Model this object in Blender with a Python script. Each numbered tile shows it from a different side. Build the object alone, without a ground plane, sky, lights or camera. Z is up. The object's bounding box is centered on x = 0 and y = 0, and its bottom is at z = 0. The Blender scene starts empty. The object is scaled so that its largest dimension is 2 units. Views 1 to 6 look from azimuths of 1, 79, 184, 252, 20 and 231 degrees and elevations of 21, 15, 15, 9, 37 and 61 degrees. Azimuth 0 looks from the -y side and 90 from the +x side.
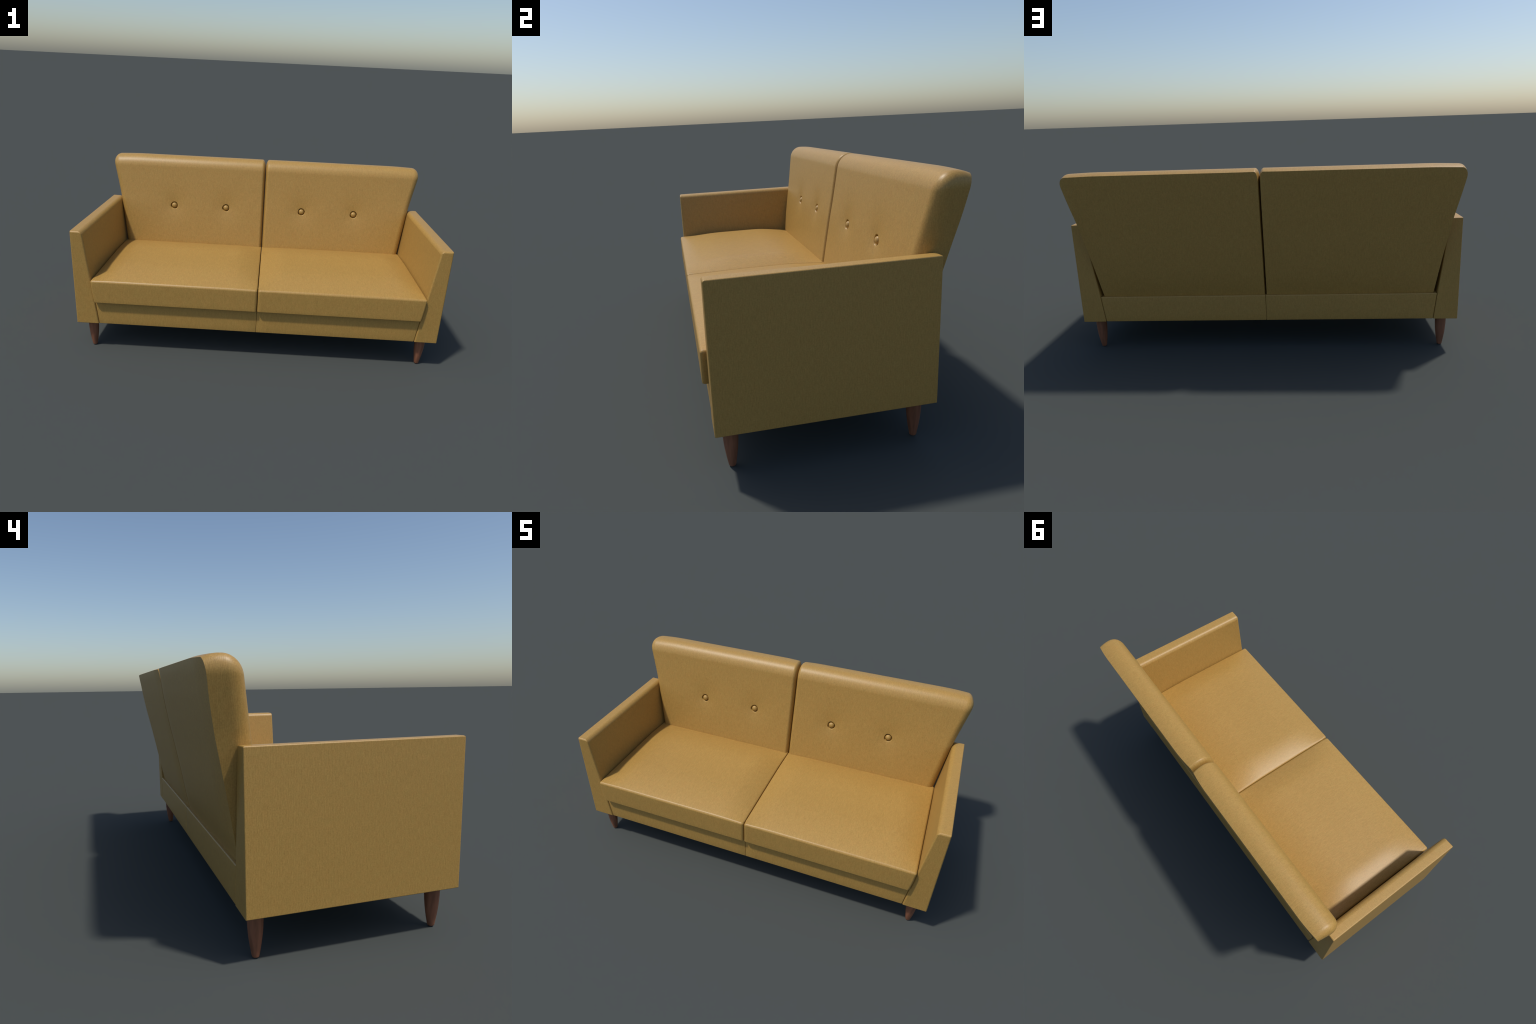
import bpy, bmesh, math
from mathutils import Vector

# ------------------------------------------------------------------ helpers
def lerp_table(tab, t):
    """Piecewise smooth-ish interpolation of (key, value) rows."""
    if t <= tab[0][0]:
        (a, va), (b, vb) = tab[0], tab[1]
        return va + (vb - va) * (t - a) / (b - a)
    for (a, va), (b, vb) in zip(tab, tab[1:]):
        if t <= b:
            return va + (vb - va) * (t - a) / (b - a)
    (a, va), (b, vb) = tab[-2], tab[-1]
    return va + (vb - va) * (t - a) / (b - a)


def smooth_table(tab, t):
    """Monotone cubic (Hermite) interpolation through (key, value) rows."""
    n = len(tab)
    if t <= tab[0][0] or t >= tab[-1][0]:
        return lerp_table(tab, t)
    sl = [(tab[i + 1][1] - tab[i][1]) / (tab[i + 1][0] - tab[i][0]) for i in range(n - 1)]
    m = [sl[0]] + [(sl[i - 1] + sl[i]) / 2 if sl[i - 1] * sl[i] > 0 else 0 for i in range(1, n - 1)] + [sl[-1]]
    for i in range(n - 1):
        a, va = tab[i]
        b, vb = tab[i + 1]
        if t <= b:
            h = b - a
            s = (t - a) / h
            return ((2 * s**3 - 3 * s**2 + 1) * va + (s**3 - 2 * s**2 + s) * h * m[i]
                    + (-2 * s**3 + 3 * s**2) * vb + (s**3 - s**2) * h * m[i + 1])


def axis_lines(lo, hi, r_lo, r_hi, step, n_round, fine=()):
    """Grid lines along one axis: dense in the rounded ends, even in between.
    Returns list of (inner_coordinate, signed excess -1..1)."""
    out = []
    if r_lo > 0:
        out += [(lo + r_lo, -1 + i / n_round) for i in range(n_round)]
    a, b = lo + r_lo, hi - r_hi
    n = max(1, int(round((b - a) / step)))
    mid = [a + (b - a) * i / n for i in range(n + 1)]
    for c, half, s in fine:                      # locally denser lines
        mid = [m for m in mid if abs(m - c) > half]
        k = int(round(2 * half / s))
        mid += [c - half + 2 * half * i / k for i in range(k + 1)]
    out += [(m, 0.0) for m in sorted(mid)]
    if r_hi > 0:
        out += [(b, (i + 1) / n_round) for i in range(n_round)]
    return out


def rounded_box(xl, yl, zl, radii, deform):
    """Surface grid of a box with separately rounded sides.
    radii = ((rx-,rx+),(ry-,ry+),(rz-,rz+)); deform(x,y,z,(i,j,k)) -> point."""
    lines = (xl, yl, zl)
    N = [len(l) for l in lines]
    bm = bmesh.new()
    cache = {}

    def vert(idx):
        if idx in cache:
            return cache[idx]
        e, base = [], []
        for ax in range(3):
            c, ex = lines[ax][idx[ax]]
            base.append(c)
            e.append(math.tan(abs(ex) * math.pi / 4) * (1 if ex >= 0 else -1))
        mx = max(abs(v) for v in e)
        ln = math.sqrt(sum(v * v for v in e))
        k = mx / ln if ln > 0 else 0
        p = []
        for ax in range(3):
            r = radii[ax][0] if e[ax] < 0 else radii[ax][1]
            p.append(base[ax] + e[ax] * k * r)
        v = bm.verts.new(deform(p[0], p[1], p[2], base))
        cache[idx] = v
        return v

    def face_grid(ax, at, flip):
        b, c = [a for a in range(3) if a != ax]
        for i in range(N[b] - 1):
            for j in range(N[c] - 1):
                q = []
                for di, dj in ((0, 0), (1, 0), (1, 1), (0, 1)):
                    idx = [0, 0, 0]
                    idx[ax], idx[b], idx[c] = at, i + di, j + dj
                    q.append(vert(tuple(idx)))
                if flip:
                    q.reverse()
                bm.faces.new(q)

    for ax in range(3):
        even = ax != 1
        face_grid(ax, 0, even)
        face_grid(ax, N[ax] - 1, not even)
    bmesh.ops.recalc_face_normals(bm, faces=bm.faces)
    return bm


def finish(bm, name, mat, parent, angle=35):
    me = bpy.data.meshes.new(name)
    bm.to_mesh(me)
    bm.free()
    for p in me.polygons:
        p.use_smooth = True
    me.set_sharp_from_angle(angle=math.radians(angle))
    me.materials.append(mat)
    ob = bpy.data.objects.new(name, me)
    bpy.context.scene.collection.objects.link(ob)
    ob.parent = parent
    return ob


# ---------------------------------------------------------------- materials
def new_mat(name):
    m = bpy.data.materials.new(name)
    m.use_nodes = True
    nt = m.node_tree
    return m, nt, nt.nodes["Principled BSDF"]


def fabric_material(name, across_sides):
    """Ochre ribbed upholstery: fine wales, slubs and mottled hue.
    across_sides: True = wales spaced along y wherever the face does not look
    along y (arms); False = spaced along x except on faces looking along x."""
    m, nt, bsdf = new_mat(name)
    N, L = nt.nodes, nt.links
    tc = N.new("ShaderNodeTexCoord")
    sep = N.new("ShaderNodeSeparateXYZ")
    L.new(tc.outputs["Object"], sep.inputs[0])
    nsep = N.new("ShaderNodeSeparateXYZ")
    L.new(tc.outputs["Normal"], nsep.inputs[0])

    def math_node(op, a, b=None):
        n = N.new("ShaderNodeMath")
        n.operation = op
        for i, v in enumerate((a, b)):
            if v is None:
                continue
            if isinstance(v, (int, float)):
                n.inputs[i].default_value = v
            else:
                L.new(v, n.inputs[i])
        return n.outputs[0]

    axis = "Y" if across_sides else "X"
    facing = math_node("GREATER_THAN", math_node("ABSOLUTE", nsep.outputs[axis]), 0.7)
    pick = N.new("ShaderNodeMix")
    pick.data_type = 'FLOAT'
    L.new(facing, pick.inputs[0])
    L.new(sep.outputs["Y" if across_sides else "X"], pick.inputs[2])
    L.new(sep.outputs["X" if across_sides else "Y"], pick.inputs[3])
    across = pick.outputs[0]

    # slightly wandering wales
    wander = N.new("ShaderNodeTexNoise")
    wander.inputs["Scale"].default_value = 45
    wander.inputs["Detail"].default_value = 2
    L.new(tc.outputs["Object"], wander.inputs["Vector"])
    pos = math_node("ADD", across, math_node("MULTIPLY", math_node("SUBTRACT", wander.outputs["Fac"], 0.5), 0.010))
    wale = math_node("MULTIPLY_ADD", math_node("SINE", math_node("MULTIPLY", pos, 2 * math.pi / 0.0052)), 0.5)
    wale.node.inputs[2].default_value = 0.5

    slub = N.new("ShaderNodeTexNoise")          # yarn speckle
    slub.inputs["Scale"].default_value = 210
    slub.inputs["Detail"].default_value = 3
    slub.inputs["Roughness"].default_value = 0.6
    L.new(tc.outputs["Object"], slub.inputs["Vector"])

    # streaks along the yarn: noise stretched over the wale direction
    comb = N.new("ShaderNodeCombineXYZ")
    L.new(math_node("MULTIPLY", across, 260), comb.inputs[0])
    L.new(math_node("MULTIPLY", sep.outputs["Z"], 40), comb.inputs[1])
    L.new(math_node("MULTIPLY", sep.outputs["Y" if not across_sides else "X"], 40), comb.inputs[2])
    streak = N.new("ShaderNodeTexNoise")
    streak.inputs["Scale"].default_value = 1
    streak.inputs["Detail"].default_value = 2
    L.new(comb.outputs[0], streak.inputs["Vector"])

    mottle = N.new("ShaderNodeTexNoise")        # faint broad hue mottling
    mottle.inputs["Scale"].default_value = 45
    mottle.inputs["Detail"].default_value = 4
    L.new(tc.outputs["Object"], mottle.inputs["Vector"])

    fac = math_node("ADD", math_node("MULTIPLY", slub.outputs["Fac"], 0.60),
                    math_node("ADD", math_node("MULTIPLY", wale, 0.06),
                              math_node("MULTIPLY", streak.outputs["Fac"], 0.34)))
    ramp = N.new("ShaderNodeValToRGB")
    ramp.color_ramp.elements[0].position = 0.28
    ramp.color_ramp.elements[0].color = (*FABRIC_DARK, 1)
    ramp.color_ramp.elements[1].position = 0.72
    ramp.color_ramp.elements[1].color = (*FABRIC_LIGHT, 1)
    L.new(fac, ramp.inputs[0])
    hue = N.new("ShaderNodeMix")
    hue.data_type = 'RGBA'
    hue.blend_type = 'MULTIPLY'
    hue.inputs[0].default_value = 1.0
    mr = N.new("ShaderNodeValToRGB")
    mr.color_ramp.elements[0].position = 0.3
    mr.color_ramp.elements[0].color = (1.02, 0.992, 0.975, 1)
    mr.color_ramp.elements[1].position = 0.7
    mr.color_ramp.elements[1].color = (0.985, 1.01, 1.0, 1)
    L.new(mottle.outputs["Fac"], mr.inputs[0])
    L.new(ramp.outputs[0], hue.inputs[6])
    L.new(mr.outputs[0], hue.inputs[7])
    L.new(hue.outputs[2], bsdf.inputs["Base Color"])

    bsdf.inputs["Roughness"].default_value = FABRIC_ROUGH
    bsdf.inputs["Specular IOR Level"].default_value = 0.5
    hgt = math_node("ADD", math_node("MULTIPLY", wale, 0.35), math_node("MULTIPLY", slub.outputs["Fac"], 1.0))
    bump = N.new("ShaderNodeBump")
    bump.inputs["Strength"].default_value = 0.10
    bump.inputs["Distance"].default_value = 0.002
    L.new(hgt, bump.inputs["Height"])
    L.new(bump.outputs[0], bsdf.inputs["Normal"])
    return m


def wood_material():
    m, nt, bsdf = new_mat("stained_wood")
    N, L = nt.nodes, nt.links
    tc = N.new("ShaderNodeTexCoord")
    mp = N.new("ShaderNodeMapping")
    mp.inputs["Scale"].default_value = (70, 70, 9)
    L.new(tc.outputs["Object"], mp.inputs[0])
    no = N.new("ShaderNodeTexNoise")
    no.inputs["Scale"].default_value = 1.0
    no.inputs["Detail"].default_value = 5
    no.inputs["Distortion"].default_value = 0.6
    L.new(mp.outputs[0], no.inputs["Vector"])
    ramp = N.new("ShaderNodeValToRGB")
    ramp.color_ramp.elements[0].position = 0.32
    ramp.color_ramp.elements[0].color = (*WOOD_DARK, 1)
    ramp.color_ramp.elements[1].position = 0.7
    ramp.color_ramp.elements[1].color = (*WOOD_LIGHT, 1)
    L.new(no.outputs["Fac"], ramp.inputs[0])
    L.new(ramp.outputs[0], bsdf.inputs["Base Color"])
    bsdf.inputs["Roughness"].default_value = 0.5
    bump = N.new("ShaderNodeBump")
    bump.inputs["Strength"].default_value = 0.08
    bump.inputs["Distance"].default_value = 0.001
    L.new(no.outputs["Fac"], bump.inputs["Height"])
    L.new(bump.outputs[0], bsdf.inputs["Normal"])
    return m


FABRIC_DARK = (0.330, 0.186, 0.042)
FABRIC_LIGHT = (0.500, 0.300, 0.080)
FABRIC_ROUGH = 0.45
WOOD_DARK = (0.175, 0.068, 0.034)
WOOD_LIGHT = (0.285, 0.112, 0.058)

cushion_cloth = fabric_material("ochre_ribbed_fabric", False)
arm_cloth = fabric_material("ochre_ribbed_fabric_side", True)
wood = wood_material()

# --------------------------------------------------------------------- sofa
sofa = bpy.data.objects.new("sofa", None)
bpy.context.scene.collection.objects.link(sofa)
sofa["label"] = "mustard yellow fabric two seat sofa with tapered wooden legs"
sofa["category"] = "sofa"

UNDER = 0.1635           # underside of arms and base
ARM_TOP = 0.700
ARM_FRONT, ARM_REAR = -0.437, 0.3475
ARM_IN_LOW, ARM_IN_TOP = 0.8765, 0.9375   # inner face leans outwards


def arm_inner(z):
    return ARM_IN_LOW + (ARM_IN_TOP - ARM_IN_LOW) * (z - UNDER) / (ARM_TOP - UNDER)


# arms: wedge section, soft inner top edge, tighter edges elsewhere
def build_arm(side):
    bm = bmesh.new()
    sec = [(ARM_IN_LOW, UNDER), (1.0, UNDER), (1.0, ARM_TOP + 0.001), (ARM_IN_TOP, ARM_TOP)]
    ring = {}
    for y in (ARM_FRONT, ARM_REAR):
        ring[y] = [bm.verts.new((side * x, y, z)) for x, z in sec]
    f, r = ring[ARM_FRONT], ring[ARM_REAR]
    bm.faces.new(f)
    bm.faces.new(list(reversed(r)))
    for i in range(4):
        j = (i + 1) % 4
        bm.faces.new((f[i], r[i], r[j], f[j]))
    bmesh.ops.recalc_face_normals(bm, faces=bm.faces)
    wl = bm.edges.layers.float.new("bevel_weight_edge")
    for e in bm.edges:
        a, b = e.verts[0].co, e.verts[1].co
        mid = (a + b) / 2
        inner = abs(mid.x) < 0.93 or abs(mid.x) < 0.94 and abs(a.y - b.y) > 0.1
        top = mid.z > 0.69
        if abs(a.y - b.y) > 0.1:                     # lengthwise edges
            w = 1.0 if (inner and top) else (0.22 if top else 0.14)
        elif abs(a.z - b.z) > 0.1:                   # upright edges
            w = 0.4 if inner else 0.28
            if mid.y > 0:
                w *= 0.6
        else:                                        # cross edges
            w = 0.45 if top else 0.14
            if mid.y > 0:
                w *= 0.6
        e[wl] = w
    me = bpy.data.meshes.new("arm_draft")
    bm.to_mesh(me)
    bm.free()
    tmp = bpy.data.objects.new("arm_draft", me)
    bpy.context.scene.collection.objects.link(tmp)
    md = tmp.modifiers.new("bevel", 'BEVEL')
    md.limit_method = 'WEIGHT'
    md.width = 0.022
    md.segments = 5
    dg = bpy.context.evaluated_depsgraph_get()
    out = bmesh.new()
    out.from_object(tmp, dg)
    bpy.data.objects.remove(tmp)
    ob = finish(out, "arm", arm_cloth, sofa, 30)
    wn = ob.modifiers.new("weighted", 'WEIGHTED_NORMAL')
    wn.keep_sharp = True
    return ob


# base: two upholstered halves that meet at a fine seam
def build_base(side):
    r = 0.005
    x0, x1 = 0.0004, 0.8765
    xl = axis_lines(x0, x1, 0.0015, r, 0.06, 4)
    yl = axis_lines(-0.434, 0.3465, r, r, 0.06, 4)
    zl = axis_lines(UNDER + 0.0005, 0.305, 0.003, 0.005, 0.03, 4)

    def shape(x, y, z, base):
        g = arm_inner(z) - 0.0015
        return (side * (x0 + (x - x0) * (g - x0) / (x1 - x0)), y, z)

    bm = rounded_box(xl, yl, zl, ((0.0015, r), (r, r), (0.003, 0.005)), shape)
    return finish(bm, "base_frame", cushion_cloth, sofa, 50)


# seat cushions: boxed, crowned top that falls away to every edge
SEAT_FRONT, SEAT_REAR = -0.4585, 0.275
SEAT_LOW, SEAT_EDGE = 0.2985, 0.4315
SEAT_CROWN = 0.0345


def build_seat(side):
    r = 0.011
    x0, x1 = 0.0018, 0.900
    xl = axis_lines(x0, x1, 0.014, r, 0.02, 6)
    yl = axis_lines(SEAT_FRONT, SEAT_REAR, r, 0.02, 0.02, 6)
    zl = axis_lines(SEAT_LOW, SEAT_EDGE, 0.007, r, 0.02, 6)

    def shape(x, y, z, base):
        if x < base[0] and z > SEAT_LOW + 0.03 and y > SEAT_FRONT + r:
            x = base[0] - 0.014 * (1 - (1 - (base[0] - x) / 0.014) ** 2.4)   # crisp edge at the seam

        def fall(d, w, p=2.0):
            d = max(0.0, min(1.0, d / w))
            return 1 - (1 - d) ** p
        c = fall(x - x0, 0.15, 1.6) * fall(x1 - x, 0.15, 1.7) * fall(y - SEAT_FRONT, 0.26) * fall(0.262 - y, 0.26)
        t = max(0.0, min(1.0, (z - SEAT_LOW) / (SEAT_EDGE - SEAT_LOW)))
        zz = z + SEAT_CROWN * c * t * t
        zz -= 0.009 * t * t * max(0.0, (y - 0.02) / 0.23) ** 1.6
        g = arm_inner(min(z, SEAT_EDGE)) - 0.003
        # the outer side puffs slightly at mid height
        belly = math.sin(math.pi * t)
        xx = x0 + (x - x0) * (g + 0.002 * belly - x0) / (x1 - x0)
        yy = y
        return (side * xx, yy, zz)

    bm = rounded_box(xl, yl, zl, ((0.014, r), (r, 0.02), (0.007, r)), shape)
    return finish(bm, "seat_cushion", cushion_cloth, sofa, 60)


# backrests: leaning, winged outwards towards the top, round front edges,
# flat rear panel meeting the sides in a crease
BACK_LOW, BACK_TOP = 0.296, 0.9740
REAR_LINE = [(0.296, 0.330), (0.50, 0.3675), (0.64, 0.3965), (0.72, 0.4135), (0.79, 0.4265),
             (0.85, 0.4360), (0.90, 0.4420), (0.94, 0.4475), (0.98, 0.4525)]
REAR_BELLY = [(0.296, 0.1), (0.38, 0.75), (0.46, 0.95), (0.56, 0.85), (0.68, 0.45), (0.78, 0.35), (0.86, 0.55),
              (0.92, 0.85), (0.98, 1.0)]
WING_LINE = [(0.296, 0.886), (0.503, 0.915), (0.632, 0.935), (0.722, 0.950), (0.80, 0.9670),
             (0.85, 0.9780), (0.90, 0.9885), (0.94, 0.9955), (0.98, 0.9995)]
FRONT_LINE = [(0.296, 0.226), (0.42, 0.2435), (0.55, 0.264), (0.666, 0.2835), (0.748, 0.2985),
              (0.85, 0.3155), (0.93, 0.3275), (0.98, 0.333)]
BUTTONS = [(0.247, 0.666), (0.586, 0.666)]
DEPTH = 0.130
FRONT_R = 0.066          # front roundover, depth and top
SIDE_R = 0.048           # front roundover, outer side


def back_front(z):
    return smooth_table(FRONT_LINE, z)


def dimple(x, z):
    d = 0.0
    for bx, bz in BUTTONS:
        dx, dz = abs(x) - bx, z - bz
        q = math.hypot(dx, dz)
        ang = math.atan2(dz, dx)
        pit = 0.0215 * (1 + 0.05 * math.cos(3 * ang + 0.6))
        d += 0.0110 * math.exp(-(q / 0.065) ** 1.3)
        d += 0.016 / (1 + math.exp(min(50.0, (q - pit) / 0.0006)))
    return d


def build_back(side):
    x0, x1 = 0.0003, 0.985
    rin = 0.022
    xl = axis_lines(x0, x1, rin, SIDE_R, 0.008, 10, [(bx * x1 / smooth_table(WING_LINE, bz), 0.030, 0.0014) for bx, bz in BUTTONS])
    zl = axis_lines(BACK_LOW, BACK_TOP, 0.012, FRONT_R, 0.008, 10, [(BUTTONS[0][1], 0.030, 0.0014)])
    yl = axis_lines(0.0, DEPTH, FRONT_R, 0.0, 0.008, 10)

    def shape(x, y, z, base):
        w = (DEPTH - y) / DEPTH                      # 0 rear .. 1 front
        # the rear rim draws in to the crease
        rim = max(0.0, 1 - w / 0.42)
        k = rim ** 1.8
        rx = SIDE_R if x > 0.5 else rin
        ins = 0.0135 if x > 0.5 else 0.006
        if z > base[2]:
            z = base[2] + (z - base[2]) * (1 - k * 0.013 / FRONT_R)
        else:
            z += k * 0.003 * (1 if z < BACK_LOW + 0.02 else 0)
        if x > base[0]:                              # flat side, drawn in evenly
            x = base[0] + (x - base[0]) * (1 - max(0.0, 1 - w / 0.85) * ins / rx)
        elif x < base[0]:                            # tight roundover at the centre seam
            out = (base[0] - x) / rx
            x = base[0] - rx * (1 - (1 - out) ** 1.25) * (1 - k * ins / rx)
        xx = x0 + (x - x0) * (smooth_table(WING_LINE, z) - x0) / (x1 - x0)
        yf, yr = back_front(z), smooth_table(REAR_LINE, z)
        yy = yr + (yf - yr) * w
        # padding: the rear panel and the front face belly out a little
        def fall(d, wd):
            d = max(0.0, min(1.0, d / wd))
            return 1 - (1 - d) ** 2
        c = fall(xx - x0, 0.14) * fall(smooth_table(WING_LINE, z) - 0.01 - xx, 0.14)
        cr = c * smooth_table(REAR_BELLY, z)
        c *= fall(z - BACK_LOW, 0.14) * fall(BACK_TOP - 0.05 - z, 0.2)
        yy += 0.0115 * cr * max(0.0, 1 - w / 0.4)
        yy -= 0.0015 * c * max(0.0, (w - 0.5) / 0.5)
        if w > 0.93:
            yy += dimple(xx, z) * (w - 0.93) / 0.07
        droop = max(0.0, (xx - 0.80) / 0.16)
        z -= 0.005 * min(1.0, droop) ** 1.5 * max(0.0, (z - 0.85) / 0.124)
        return (side * xx, yy, z)

    bm = rounded_box(xl, yl, zl, ((rin, SIDE_R), (FRONT_R, 0.0), (0.012, FRONT_R)), shape)
    return finish(bm, "backrest", cushion_cloth, sofa, 38)


def build_button_mesh():
    prof = [(0.0, 0.0120), (0.006, 0.0113), (0.011, 0.0090), (0.0150, 0.0052), (0.0174, 0.0),
            (0.0172, -0.008), (0.012, -0.016), (0.0, -0.016)]
    bm = bmesh.new()
    seg = 20
    rings = []
    for r, h in prof:
        if r == 0:
            rings.append([bm.verts.new((0, -h, 0))])
        else:
            rings.append([bm.verts.new((r * math.cos(2 * math.pi * i / seg), -h, r * math.sin(2 * math.pi * i / seg)))
                          for i in range(seg)])
    for a, b in zip(rings, rings[1:]):
        for i in range(seg):
            j = (i + 1) % seg
            q = [a[i % len(a)], a[j % len(a)], b[j % len(b)], b[i % len(b)]]
            bm.faces.new(list(dict.fromkeys(q)))
    bmesh.ops.recalc_face_normals(bm, faces=bm.faces)
    return bm


def build_leg():
    prof = [(0.172, 0.0), (0.172, 0.0272), (0.150, 0.0278), (0.125, 0.0275), (0.100, 0.0262), (0.075, 0.0240),
            (0.050, 0.0208), (0.030, 0.0176), (0.015, 0.0149), (0.006, 0.0134), (0.002, 0.0122), (0.0, 0.0100), (0.0, 0.0)]
    bm = bmesh.new()
    seg = 28
    rings = []
    for z, r in prof:
        if r == 0:
            rings.append([bm.verts.new((0, 0, z))])
        else:
            rings.append([bm.verts.new((r * math.cos(2 * math.pi * i / seg), r * math.sin(2 * math.pi * i / seg), z))
                          for i in range(seg)])
    for a, b in zip(rings, rings[1:]):
        for i in range(seg):
            j = (i + 1) % seg
            q = [a[i % len(a)], a[j % len(a)], b[j % len(b)], b[i % len(b)]]
            bm.faces.new(list(dict.fromkeys(q)))
    bmesh.ops.recalc_face_normals(bm, faces=bm.faces)
    return bm


for side in (-1, 1):
    build_arm(side)
    build_base(side)
    build_seat(side)
backs = [build_back(s) for s in (-1, 1)]

first = None
tilt = -math.atan(0.165)
for s, back in zip((-1, 1), backs):
    for bx, bz in BUTTONS:
        if first is None:
            ob = first = finish(build_button_mesh(), "button", cushion_cloth, back, 50)
        else:
            ob = first.copy()
            bpy.context.scene.collection.objects.link(ob)
            ob.parent = back
        ob.location = (s * bx, back_front(bz) + 0.0130, bz)
        ob.rotation_euler = (tilt, 0, 0)

first = None
for s in (-1, 1):
    for y in (-0.380, 0.295):
        if first is None:
            ob = first = finish(build_leg(), "leg", wood, sofa, 50)
        else:
            ob = first.copy()
            bpy.context.scene.collection.objects.link(ob)
        ob.location = (s * 0.9265, y, 0)
        ob.rotation_euler = (0, 0, s * y * 5)
